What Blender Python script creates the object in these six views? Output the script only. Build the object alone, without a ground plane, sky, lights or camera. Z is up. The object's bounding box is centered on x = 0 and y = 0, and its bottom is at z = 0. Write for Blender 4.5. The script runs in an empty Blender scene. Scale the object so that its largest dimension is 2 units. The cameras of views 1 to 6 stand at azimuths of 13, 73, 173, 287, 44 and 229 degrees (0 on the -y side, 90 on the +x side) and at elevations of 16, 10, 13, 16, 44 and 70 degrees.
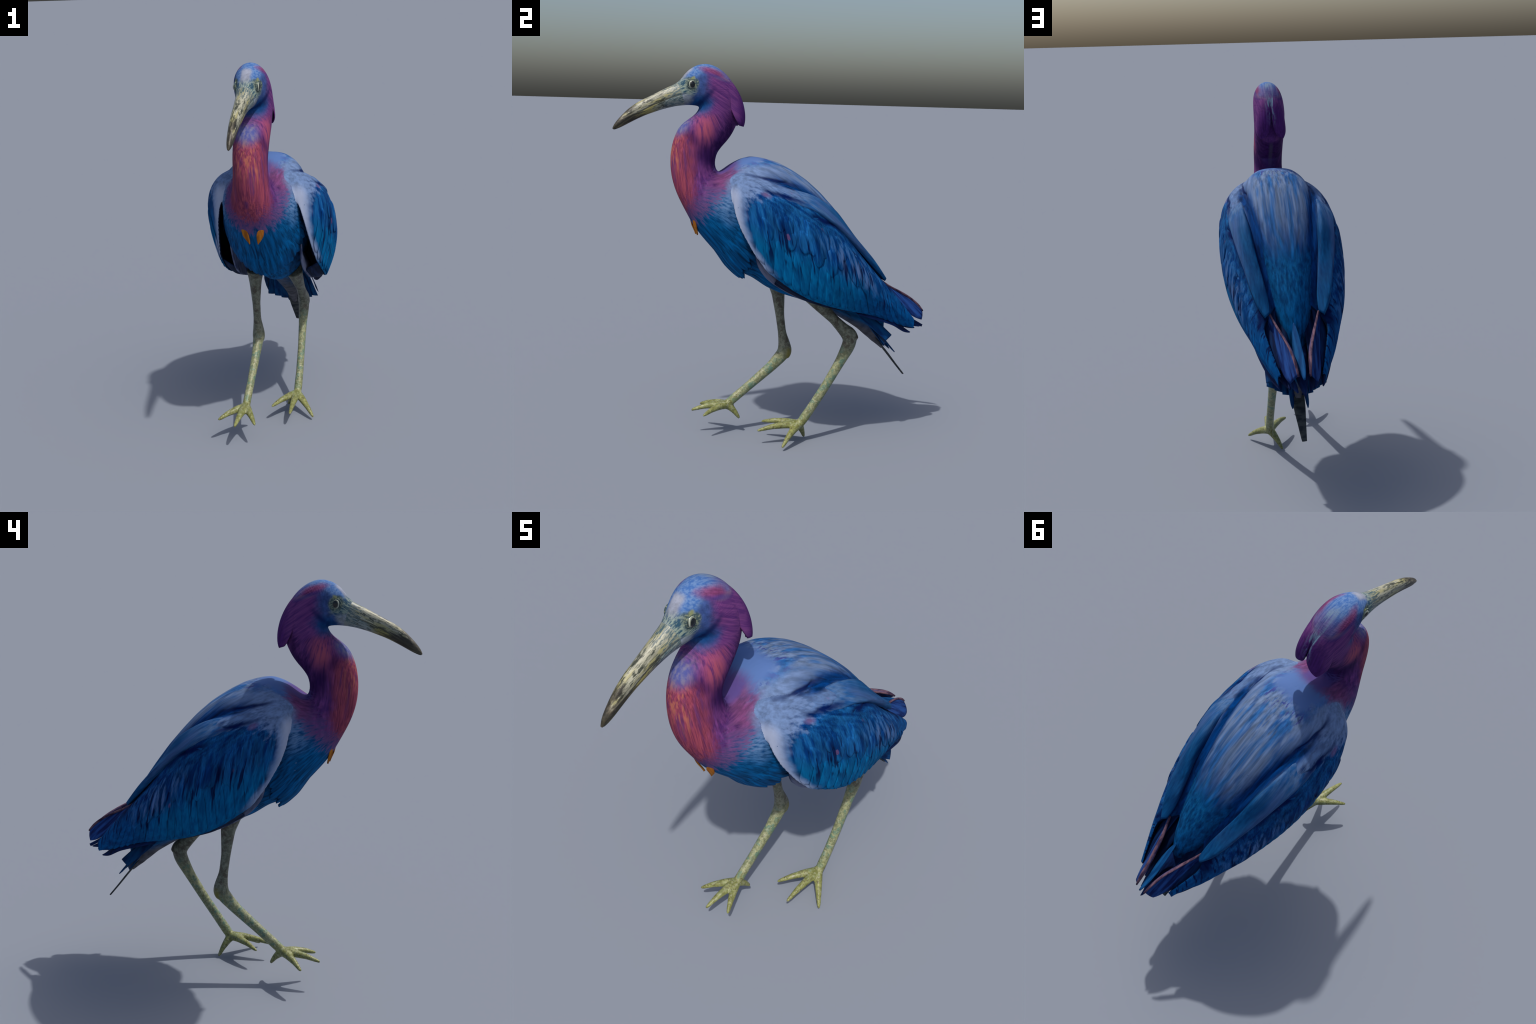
# A slender wading bird: blue body, purple-red neck, long pale bill, walking pose.
import bpy, math
import numpy as np
from mathutils import Vector
from mathutils.bvhtree import BVHTree

rng = np.random.default_rng(7)

# ------------------------------------------------------------------ curves
def gsmooth(a, sig):
    if sig <= 0:
        return a
    r = int(3 * sig) + 1
    k = np.exp(-0.5 * (np.arange(-r, r + 1) / sig) ** 2)
    k /= k.sum()
    p = np.concatenate([2 * a[:1] - a[r:0:-1], a, 2 * a[-1:] - a[-2:-r - 2:-1]])
    if a.ndim == 1:
        return np.convolve(p, k, "valid")
    return np.stack([np.convolve(p[:, i], k, "valid") for i in range(a.shape[1])], -1)


def dense(rows, n, cols, sig):
    """Resample a table of stations evenly by the length of the first `cols` columns."""
    a = np.array(rows, float)
    d = np.r_[0, np.cumsum(np.linalg.norm(np.diff(a[:, :cols], axis=0), axis=1))]
    t = np.linspace(0, d[-1], n)
    out = np.stack([np.interp(t, d, a[:, i]) for i in range(a.shape[1])], -1)
    return gsmooth(out, sig), d / d[-1]


def sstep(a, b, x):
    t = np.clip((x - a) / (b - a), 0, 1)
    return t * t * (3 - 2 * t)


# ------------------------------------------------------------------ meshes
def grid_faces(nu, nv, wrap):
    f = []
    idx = np.arange(nu * nv).reshape(nu, nv)
    a = idx[:-1]
    b = idx[1:]
    if wrap:
        f = np.stack([a, np.roll(a, -1, 1), np.roll(b, -1, 1), b], -1).reshape(-1, 4)
    else:
        f = np.stack([a[:, :-1], a[:, 1:], b[:, 1:], b[:, :-1]], -1).reshape(-1, 4)
    return f


def loft(P, cap=True):
    """P: (nu, nv, 3) closed rings; returns verts, faces (list)."""
    nu, nv, _ = P.shape
    v = P.reshape(-1, 3)
    f = grid_faces(nu, nv, True).tolist()
    if cap:
        f.append(list(range(nv))[::-1])
        f.append([(nu - 1) * nv + i for i in range(nv)])
    return v, f


def shell(top, bot):
    """Closed slab between two (nu, nv, 3) grids."""
    nu, nv, _ = top.shape
    v = np.concatenate([top.reshape(-1, 3), bot.reshape(-1, 3)])
    n = nu * nv
    f1 = grid_faces(nu, nv, False)
    f2 = f1[:, ::-1] + n
    rim = np.concatenate([np.arange(nv), np.arange(1, nu) * nv + nv - 1,
                          (nu - 1) * nv + np.arange(nv - 2, -1, -1), np.arange(nu - 2, 0, -1) * nv])
    nx = np.roll(rim, -1)
    f3 = np.stack([nx, rim, rim + n, nx + n], -1)
    return v, np.concatenate([f1, f2, f3]).tolist()


def new_mesh(name, v, f, smooth=True):
    me = bpy.data.meshes.new(name)
    me.from_pydata(np.asarray(v).tolist(), [], f)
    me.update()
    if smooth:
        me.polygons.foreach_set("use_smooth", np.ones(len(me.polygons), bool))
    return me


def add(name, me, mat, parent):
    o = bpy.data.objects.new(name, me)
    bpy.context.scene.collection.objects.link(o)
    if mat is not None:
        me.materials.clear()
        me.materials.append(mat)
    o.parent = parent
    return o


def fix_normals(me):
    import bmesh
    bm = bmesh.new()
    bm.from_mesh(me)
    bmesh.ops.recalc_face_normals(bm, faces=bm.faces)
    bm.to_mesh(me)
    bm.free()
    me.update()


def voxel_union(parts, voxel):
    vs, fs, o = [], [], 0
    for v, f in parts:
        vs.append(np.asarray(v))
        fs += [[i + o for i in q] for q in f]
        o += len(v)
    me = new_mesh("raw", np.concatenate(vs), fs)
    fix_normals(me)
    ob = bpy.data.objects.new("raw", me)
    bpy.context.scene.collection.objects.link(ob)
    m = ob.modifiers.new("r", "REMESH")
    m.mode = "VOXEL"
    m.voxel_size = voxel
    m.adaptivity = 0
    dg = bpy.context.evaluated_depsgraph_get()
    ev = ob.evaluated_get(dg).to_mesh()
    v = np.empty(len(ev.vertices) * 3, np.float32)
    ev.vertices.foreach_get("co", v)
    q = np.empty(len(ev.loops), np.int32)
    ev.loops.foreach_get("vertex_index", q)
    n = np.empty(len(ev.polygons), np.int32)
    ev.polygons.foreach_get("loop_total", n)
    assert (n == 4).all()
    v, q = v.reshape(-1, 3).astype(float), q.reshape(-1, 4)
    bpy.data.objects.remove(ob)
    bpy.data.meshes.remove(me)
    return v, q


def laplace(v, q, it, lam=0.5, w=None):
    a = np.concatenate([q[:, 0], q[:, 1], q[:, 2], q[:, 3]])
    b = np.concatenate([q[:, 1], q[:, 2], q[:, 3], q[:, 0]])
    deg = np.bincount(a, minlength=len(v)) + np.bincount(b, minlength=len(v))
    for k in range(it):
        for l in (lam, -lam * 1.04) if w is None else (lam,):
            s = np.stack([np.bincount(a, v[b, i], len(v)) + np.bincount(b, v[a, i], len(v)) for i in range(3)], -1)
            d = s / np.maximum(deg, 1)[:, None] - v
            v = v + l * d * (1 if w is None else w[:, None])
    return v


def vnormals(v, q):
    n = np.cross(v[q[:, 2]] - v[q[:, 0]], v[q[:, 3]] - v[q[:, 1]])
    out = np.zeros_like(v)
    for k in range(4):
        for i in range(3):
            out[:, i] += np.bincount(q[:, k], n[:, i], len(v))
    return out / (np.linalg.norm(out, axis=1, keepdims=True) + 1e-12)


def part_of(name, v, q, nrm, sel, mat, parent):
    f = q[sel]
    used, inv = np.unique(f, return_inverse=True)
    me = new_mesh(name, v[used], inv.reshape(-1, 4).tolist())
    me.normals_split_custom_set_from_vertices(nrm[used].tolist())
    return add(name, me, mat, parent)


# dark creases at the shoulder: centre y z, half length, half thickness, slope
SLITS = [(-.050, 1.358, .10, .010, -17), (.150, 1.238, .085, .011, -24), (-.090, 1.432, .12, .008, -12), (.30, 1.085, .10, .010, -42)]

# ------------------------------------------------------------------ shading
def lin(c):
    c = np.array(c, float) / 255
    return np.where(c <= 0.04045, c / 12.92, ((c + 0.055) / 1.055) ** 2.4)


GAIN = 0.76


def col(r, g, b, k=1.0):
    """Colour as it looks on a surface in the light, turned into a base colour."""
    return tuple(np.clip(lin((r, g, b)) * GAIN * k, 0, 1)) + (1.0,)


class Shade:
    """Small builder: scalars and colours are sockets, plain numbers or tuples."""

    def __init__(self, name, rough=0.6, spec=0.3):
        self.m = bpy.data.materials.new(name)
        self.m.use_nodes = True
        self.t = self.m.node_tree
        self.b = self.t.nodes["Principled BSDF"]
        self.b.inputs["Roughness"].default_value = rough
        self.b.inputs["Specular IOR Level"].default_value = spec
        tc = self.t.nodes.new("ShaderNodeTexCoord")
        sep = self.t.nodes.new("ShaderNodeSeparateXYZ")
        self.t.links.new(tc.outputs["Object"], sep.inputs[0])
        self.P = tc.outputs["Object"]
        self.x, self.y, self.z = sep.outputs
        self.ax = self.math("ABSOLUTE", self.x)

    def put(self, v, s):
        if isinstance(v, (int, float, np.floating)):
            s.default_value = float(v)
        elif isinstance(v, tuple):
            s.default_value = v
        else:
            self.t.links.new(v, s)

    def math(self, op, *a):
        n = self.t.nodes.new("ShaderNodeMath")
        n.operation = op
        for i, v in enumerate(a):
            self.put(v, n.inputs[i])
        return n.outputs[0]

    def add(self, a, b): return self.math("ADD", a, b)
    def sub(self, a, b): return self.math("SUBTRACT", a, b)
    def mul(self, a, b): return self.math("MULTIPLY", a, b)
    def mad(self, a, b, c): return self.math("MULTIPLY_ADD", a, b, c)
    def mx(self, a, b): return self.math("MAXIMUM", a, b)
    def mn(self, a, b): return self.math("MINIMUM", a, b)

    def lincomb(self, c0, **k):
        out = float(c0)
        for ax, w in k.items():
            out = self.mad(getattr(self, ax), w, out)
        return out

    def ss(self, a, b, x):
        """smooth 0..1 as x goes a..b (b may be below a)"""
        n = self.t.nodes.new("ShaderNodeMapRange")
        n.interpolation_type = "SMOOTHSTEP"
        f, g, lo, hi = (a, b, 0, 1) if a < b else (b, a, 1, 0)
        self.put(x, n.inputs["Value"])
        n.inputs["From Min"].default_value, n.inputs["From Max"].default_value = f, g
        n.inputs["To Min"].default_value, n.inputs["To Max"].default_value = lo, hi
        return n.outputs["Result"]

    def vec(self, x, y, z):
        n = self.t.nodes.new("ShaderNodeCombineXYZ")
        for i, v in enumerate((x, y, z)):
            self.put(v, n.inputs[i])
        return n.outputs[0]

    def noise(self, v, scale=1, detail=3, rough=0.55, dist=0.0):
        n = self.t.nodes.new("ShaderNodeTexNoise")
        self.put(v, n.inputs["Vector"])
        n.inputs["Scale"].default_value, n.inputs["Detail"].default_value = scale, detail
        n.inputs["Roughness"].default_value, n.inputs["Distortion"].default_value = rough, dist
        return n.outputs["Fac"]

    def streak(self, deg, along, across, xs=None, off=0.0, detail=3, warp=None):
        """Noise drawn out along a direction in the side plane; deg from +y towards +z."""
        c, s = math.cos(math.radians(deg)), math.sin(math.radians(deg))
        y, z = self.y, self.z
        if warp is not None:
            z = self.add(z, warp)
        al = self.mad(y, c * along, self.mul(z, s * along))
        ac = self.mad(y, -s * across, self.mul(z, c * across))
        xx = self.mad(self.x, across if xs is None else xs, off)
        return self.noise(self.vec(xx, al, ac), 1.0, detail)

    def fan(self, cy, cz, along, ang, xs=60, off=0.0, detail=3):
        """Noise drawn out along rays from a point in the side plane."""
        dy, dz = self.sub(self.y, cy), self.sub(self.z, cz)
        r = self.math("SQRT", self.mad(dy, dy, self.mul(dz, dz)))
        t = self.math("ARCTAN2", dz, dy)
        return self.noise(self.vec(self.mad(self.x, xs, off), self.mul(r, along), self.mul(t, ang)), 1.0, detail)

    def blob(self, cy, cz, ry, rz, deg=0, soft=0.5, wob=None):
        """Elliptic patch in the side plane, 1 inside and 0 outside."""
        c, s = math.cos(math.radians(deg)), math.sin(math.radians(deg))
        u = self.lincomb(-(cy * c + cz * s) / ry, y=c / ry, z=s / ry)
        v = self.lincomb((cy * s - cz * c) / rz, y=-s / rz, z=c / rz)
        r = self.math("SQRT", self.mad(u, u, self.mul(v, v)))
        if wob is not None:
            r = self.add(r, wob)
        return self.ss(1 + soft, 1 - soft, r)

    def mix(self, f, a, b, mode="MIX"):
        n = self.t.nodes.new("ShaderNodeMix")
        n.data_type = "RGBA"
        n.blend_type = mode
        n.clamp_factor = True
        self.put(f, n.inputs[0])
        self.put(a, n.inputs[6])
        self.put(b, n.inputs[7])
        return n.outputs[2]

    def gray(self, v):
        n = self.t.nodes.new("ShaderNodeCombineColor")
        for i in range(3):
            self.put(v, n.inputs[i])
        return n.outputs[0]

    def shade_by(self, colour, v, lo, hi):
        """Multiply a colour by lo..hi as v goes 0.3..0.7."""
        n = self.t.nodes.new("ShaderNodeMapRange")
        self.put(v, n.inputs["Value"])
        n.inputs["From Min"].default_value, n.inputs["From Max"].default_value = 0.34, 0.66
        n.inputs["To Min"].default_value, n.inputs["To Max"].default_value = lo, hi
        return self.mix(1.0, colour, self.gray(n.outputs[0]), "MULTIPLY")

    def rand(self):
        return self.t.nodes.new("ShaderNodeObjectInfo").outputs["Random"]

    def finish(self, colour, height=None, strength=0.3, dist=0.003):
        self.put(colour, self.b.inputs["Base Color"])
        if height is not None:
            n = self.t.nodes.new("ShaderNodeBump")
            n.inputs["Strength"].default_value = strength
            n.inputs["Distance"].default_value = dist
            self.t.links.new(height, n.inputs["Height"])
            self.t.links.new(n.outputs[0], self.b.inputs["Normal"])
        return self.m


def body_plumage():
    s = Shade("body_plumage", 0.8, 0.06)
    z, y, ax = s.z, s.y, s.ax
    wob = s.mad(s.noise(s.P, 14, 3), 1.0, -0.5)
    fine = s.mad(s.noise(s.P, 60, 2), 0.6, -0.3)
    w2 = s.add(s.mul(wob, 0.7), s.mul(fine, 0.6))
    # hair directions of the regions
    head = s.streak(-32, 5, 110)
    neck = s.streak(-82, 6, 150)
    upper = s.fan(-0.45, 1.87, 7, 22, xs=60)
    breast = s.fan(-0.64, 1.40, 6, 34, xs=75)
    vee = s.noise(s.vec(s.mad(ax, 55.0, s.lincomb(0, y=9.0, z=-12.0)), s.lincomb(0, y=1.6, z=-2.4), s.mul(s.x, 2.0)), 1.0, 2)
    back = s.streak(-40, 3, 70, xs=75)
    broad = s.streak(-40, 2.2, 26, xs=30, off=2.0, detail=2)

    # ---- torso
    slitn = s.streak(-46, 4.5, 70, xs=70, off=6.0, detail=2)
    c = s.mix(s.ss(0.38, 0.62, broad), col(50, 104, 166), col(114, 136, 172))
    c = s.shade_by(c, back, 0.62, 1.25)
    c = s.mix(s.mul(s.ss(0.55, 0.64, s.streak(-40, 4, 46, xs=60, off=12.0, detail=2)), s.mul(s.ss(0.0, -0.10, y), s.ss(0.15, 0.10, ax))), c, col(64, 70, 140))
    c = s.mix(s.mul(s.ss(0.54, 0.64, s.streak(-40, 2.5, 40, xs=50, off=15.0, detail=2)), 0.5), c, col(20, 78, 146))
    rump = s.mix(s.ss(0.35, 0.65, s.streak(-54, 2.2, 26, xs=34, off=9.0, detail=2)), col(0, 60, 120), col(4, 100, 164))
    rump = s.shade_by(s.shade_by(rump, s.streak(-54, 2.5, 60, xs=75, off=5.0), 0.75, 1.2), vee, 0.6, 1.3)
    c = s.mix(s.ss(0.20, 0.44, s.mad(s.sub(broad, 0.5), 0.35, y)), c, rump)
    smooth_front = s.mul(s.ss(-0.08, -0.14, s.mad(wob, 0.04, y)), s.ss(0.14, 0.08, s.mad(wob, 0.06, ax)))
    c = s.mix(smooth_front, c, col(88, 118, 176))
    # pale shoulders, continued on the wings
    sh = s.mul(s.mul(s.ss(0.105, 0.15, s.mad(wob, 0.06, ax)), s.ss(1.30, 1.36, s.mad(wob, 0.05, z))), s.ss(-0.34, -0.28, s.mad(wob, 0.04, y)))
    sh = s.mul(sh, s.ss(0.12, -0.04, y))
    c_sh = s.shade_by(col(112, 136, 178), s.streak(-32, 4, 70, xs=60), 0.72, 1.15)
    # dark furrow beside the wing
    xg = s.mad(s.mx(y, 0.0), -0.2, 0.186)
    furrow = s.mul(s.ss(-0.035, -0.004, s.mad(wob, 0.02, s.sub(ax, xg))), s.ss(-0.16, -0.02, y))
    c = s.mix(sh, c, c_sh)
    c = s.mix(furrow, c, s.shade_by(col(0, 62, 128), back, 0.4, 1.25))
    for cy, cz, ry, rz, a in SLITS[2:3]:
        c = s.mix(s.mul(s.mul(s.blob(cy, cz, ry, rz, a, 0.7, s.mul(wob, 1.2)), 0.92), s.ss(0.13, 0.16, ax)), c, col(2, 22, 80))
    # breast and belly: below the line from nape to wing
    low = s.lincomb(-1.30, z=1.0, y=0.35)
    br = s.mix(s.ss(0.3, 0.7, breast), col(0, 66, 122), col(16, 108, 166))
    br = s.shade_by(br, s.fan(-0.64, 1.40, 9, 60, xs=120, off=3.0), 0.72, 1.22)
    pale = s.blob(-0.30, 1.30, 0.12, 0.07, -40, 0.7, wob)
    br = s.mix(s.mul(pale, s.ss(0.25, 0.7, breast)), br, col(112, 146, 190))
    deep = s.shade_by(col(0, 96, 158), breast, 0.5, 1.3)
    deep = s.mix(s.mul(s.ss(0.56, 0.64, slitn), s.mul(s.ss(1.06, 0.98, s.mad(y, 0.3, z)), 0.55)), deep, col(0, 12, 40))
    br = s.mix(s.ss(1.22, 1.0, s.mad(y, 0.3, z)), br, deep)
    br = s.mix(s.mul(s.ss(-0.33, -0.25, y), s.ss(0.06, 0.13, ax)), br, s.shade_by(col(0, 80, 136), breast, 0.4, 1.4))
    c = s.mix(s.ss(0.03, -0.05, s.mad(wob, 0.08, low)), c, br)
    # grey vent
    vent = s.mul(s.ss(0.08, 0.2, y), s.ss(0.02, -0.04, s.lincomb(-0.86, z=1.0, y=0.45)))
    c = s.mix(vent, c, s.shade_by(col(104, 104, 112), s.noise(s.P, 25, 4), 0.6, 1.2))

    # ---- neck colours
    red = s.mix(s.ss(0.3, 0.7, neck), col(118, 52, 84), col(166, 78, 96))
    red = s.mix(s.ss(0.5, 0.7, s.streak(-84, 4, 40, off=5.0)), red, col(112, 58, 104))
    red = s.shade_by(red, s.streak(-80, 9, 230, off=4.0), 0.78, 1.18)
    orange = s.mul(s.ss(-0.515, -0.56, y), s.mul(s.ss(0.48, 0.66, s.streak(-84, 6, 85)), s.blob(-0.56, 1.58, 0.08, 0.11, 0, 0.6, wob)))
    red = s.mix(s.mul(orange, 0.75), red, col(190, 116, 92))
    purple = s.mix(s.ss(0.3, 0.7, upper), col(78, 42, 104), col(122, 66, 128))
    purple = s.shade_by(purple, s.fan(-0.45, 1.87, 10, 44, xs=110, off=3.0), 0.75, 1.2)
    pink = s.mul(s.blob(-0.425, 1.665, 0.045, 0.075, -15, 0.9, w2), s.ss(0.25, 0.55, upper))
    purple = s.mix(pink, purple, col(172, 84, 108))
    nk = s.mix(s.ss(-0.03, 0.03, s.mad(s.sub(neck, 0.5), 0.08, s.mad(wob, 0.05, s.lincomb(0.475, y=1.0)))), red, purple)
    nk = s.mix(s.ss(1.575, 1.53, s.mad(w2, 0.06, s.lincomb(0.0, z=1.0, y=0.2))), purple, nk)
    dark = s.mx(s.blob(-0.405, 1.545, 0.085, 0.04, -62, 0.8, w2), s.mul(s.ss(-0.42, -0.345, y), s.ss(1.70, 1.6, z)))
    dark = s.mx(dark, s.mul(s.blob(-0.475, 1.625, 0.05, 0.025, -50, 0.8, w2), 0.7))
    nk = s.mix(s.mul(dark, 0.9), nk, s.shade_by(col(50, 22, 80), upper, 0.7, 1.25))
    throat = s.mul(s.blob(-0.53, 1.690, 0.055, 0.032, 35, 0.8, w2), s.ss(0.085, 0.03, ax))
    nk = s.mix(throat, nk, s.mix(s.ss(0.4, 0.65, s.streak(-84, 8, 50, off=2.2)), col(84, 92, 156), col(126, 124, 156)))
    nape = s.mul(s.ss(0.016, 0.004, ax), s.mul(s.ss(1.50, 1.56, z), s.ss(1.69, 1.64, z)))
    nk = s.mix(s.ss(-0.36, -0.29, s.mad(z, -0.25, s.add(y, 0.40))), nk, s.shade_by(col(62, 26, 84), upper, 0.7, 1.25))
    nk = s.mix(s.mul(s.mul(nape, 0.45), s.ss(-0.38, -0.34, y)), nk, col(92, 88, 98))

    # lower neck fading into the breast
    fade = s.lincomb(0, z=1.0, y=-1.3)
    mauve = s.mix(s.ss(0.3, 0.7, breast), col(78, 66, 118), col(112, 84, 134))
    comb = s.mad(s.sub(breast, 0.5), 0.30, s.mad(wob, 0.10, fade))
    f1 = s.ss(1.76, 1.85, comb)
    f2 = s.ss(1.84, 1.99, comb)
    front = s.mul(s.ss(-0.20, -0.285, s.mad(wob, 0.05, y)), s.ss(1.10, 1.20, z))
    c = s.mix(s.mul(f1, front), c, mauve)
    saddle = s.blob(-0.325, 1.43, 0.085, 0.045, 10, 0.9, wob)
    c = s.mix(s.mul(s.mul(saddle, 0.8), s.ss(-0.235, -0.28, s.mad(wob, 0.05, y))), c, s.shade_by(col(122, 64, 110), s.streak(10, 8, 90), 0.55, 1.3))
    violet = s.mul(s.ss(-0.21, -0.28, y), s.mul(s.ss(0.07, 0.04, s.mad(wob, 0.03, ax)), s.ss(1.42, 1.47, z)))
    c = s.mix(violet, c, col(92, 76, 140))
    c = s.mix(s.mx(s.mul(f2, s.ss(-0.30, -0.37, s.mad(wob, 0.05, y))), s.ss(1.545, 1.58, z)), c, nk)

    c = s.mix(s.mul(sh, s.ss(-0.13, -0.22, y)), c, c_sh)

    # ---- head
    hd = s.mix(s.ss(0.25, 0.75, head), col(86, 46, 112), col(128, 72, 134))
    hd = s.mix(s.ss(-0.28, -0.22, y), hd, s.shade_by(col(84, 40, 110), s.streak(-70, 5, 100), 0.7, 1.25))
    tan = s.blob(-0.335, 1.928, 0.04, 0.008, -12, 0.9, w2)
    hd = s.mix(s.mul(tan, 0.7), hd, col(158, 116, 128))
    blue_face = s.ss(-0.375, -0.435, s.mad(w2, 0.05, y))
    hd = s.mix(blue_face, hd, s.shade_by(col(62, 84, 140), s.noise(s.P, 50, 3), 0.65, 1.2))
    top = s.mul(s.ss(0.066, 0.05, s.mad(wob, 0.02, ax)), s.ss(-0.22, -0.40, s.mad(wob, 0.06, y)))
    crown = s.mix(s.ss(0.35, 0.65, head), col(68, 108, 172), col(108, 140, 188))
    hd = s.mix(s.mul(top, s.ss(1.90, 1.935, s.mad(wob, 0.02, z))), hd, crown)
    stripe = s.mul(s.blob(-0.385, 1.962, 0.058, 0.017, -16, 0.55, w2), s.ss(0.022, 0.034, ax))
    hd = s.mix(s.mul(stripe, 0.9), hd, s.shade_by(col(132, 66, 110), head, 0.7, 1.25))
    stripe2 = s.mul(s.blob(-0.36, 1.935, 0.06, 0.008, -22, 0.8, w2), 0.7)
    hd = s.mix(stripe2, hd, col(62, 58, 130))
    mid = s.mul(s.ss(0.034, 0.010, s.mad(wob, 0.012, ax)), s.mul(s.ss(1.75, 1.86, z), s.ss(-0.42, -0.34, y)))
    hd = s.mix(s.mul(mid, s.ss(0.38, 0.66, s.streak(-40, 4, 60, xs=80))), hd, col(128, 150, 176))
    brow = s.mul(s.ss(0.032, 0.014, s.mad(wob, 0.015, ax)), s.ss(-0.465, -0.49, s.mad(wob, 0.02, y)))
    hd = s.mix(brow, hd, s.shade_by(col(152, 158, 176), s.noise(s.P, 40, 3), 0.75, 1.1))
    lore = s.blob(-0.515, 1.880, 0.05, 0.042, -20, 0.5, w2)
    sl = s.streak(24, 22, 150, detail=3)
    hd = s.mix(lore, hd, s.mix(s.ss(0.4, 0.6, sl), col(52, 84, 104), col(144, 160, 148)))
    ring = s.blob(-0.484, 1.900, 0.031, 0.034, 0, 0.25, fine)
    hd = s.mix(s.mul(ring, s.ss(0.026, 0.036, ax)), hd, s.mix(s.ss(0.45, 0.62, s.noise(s.P, 120, 3)), col(70, 88, 92), col(132, 142, 122)))
    brow2 = s.mul(s.blob(-0.480, 1.928, 0.011, 0.006, 40, 0.6, fine), s.ss(0.026, 0.036, ax))
    hd = s.mix(s.mul(brow2, 0.8), hd, col(140, 146, 104))
    chin = s.blob(-0.445, 1.803, 0.06, 0.032, 10, 0.7, w2)
    hd = s.mix(chin, hd, s.shade_by(col(22, 74, 134), s.noise(s.P, 45, 3), 0.7, 1.2))
    cheek = s.blob(-0.415, 1.835, 0.012, 0.05, -40, 0.9, w2)
    hd = s.mix(s.mul(cheek, 0.85), hd, col(18, 34, 90))
    gape = s.blob(-0.525, 1.822, 0.04, 0.026, 10, 0.5, w2)
    hd = s.mix(gape, hd, s.shade_by(col(146, 156, 166), s.noise(s.P, 50, 3), 0.65, 1.1))
    is_head = s.ss(1.755, 1.80, s.mad(w2, 0.03, s.lincomb(0.0, z=1.0, y=-0.06)))
    is_head = s.mx(is_head, s.mul(s.ss(-0.30, -0.27, s.mad(z, 0.25, s.sub(y, 0.4375))), s.ss(1.66, 1.68, z)))
    c = s.mix(is_head, c, hd)
    h = s.mix(s.ss(1.45, 1.3, z), upper, breast)
    return s.finish(c, h, 0.35, 0.004)


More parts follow.
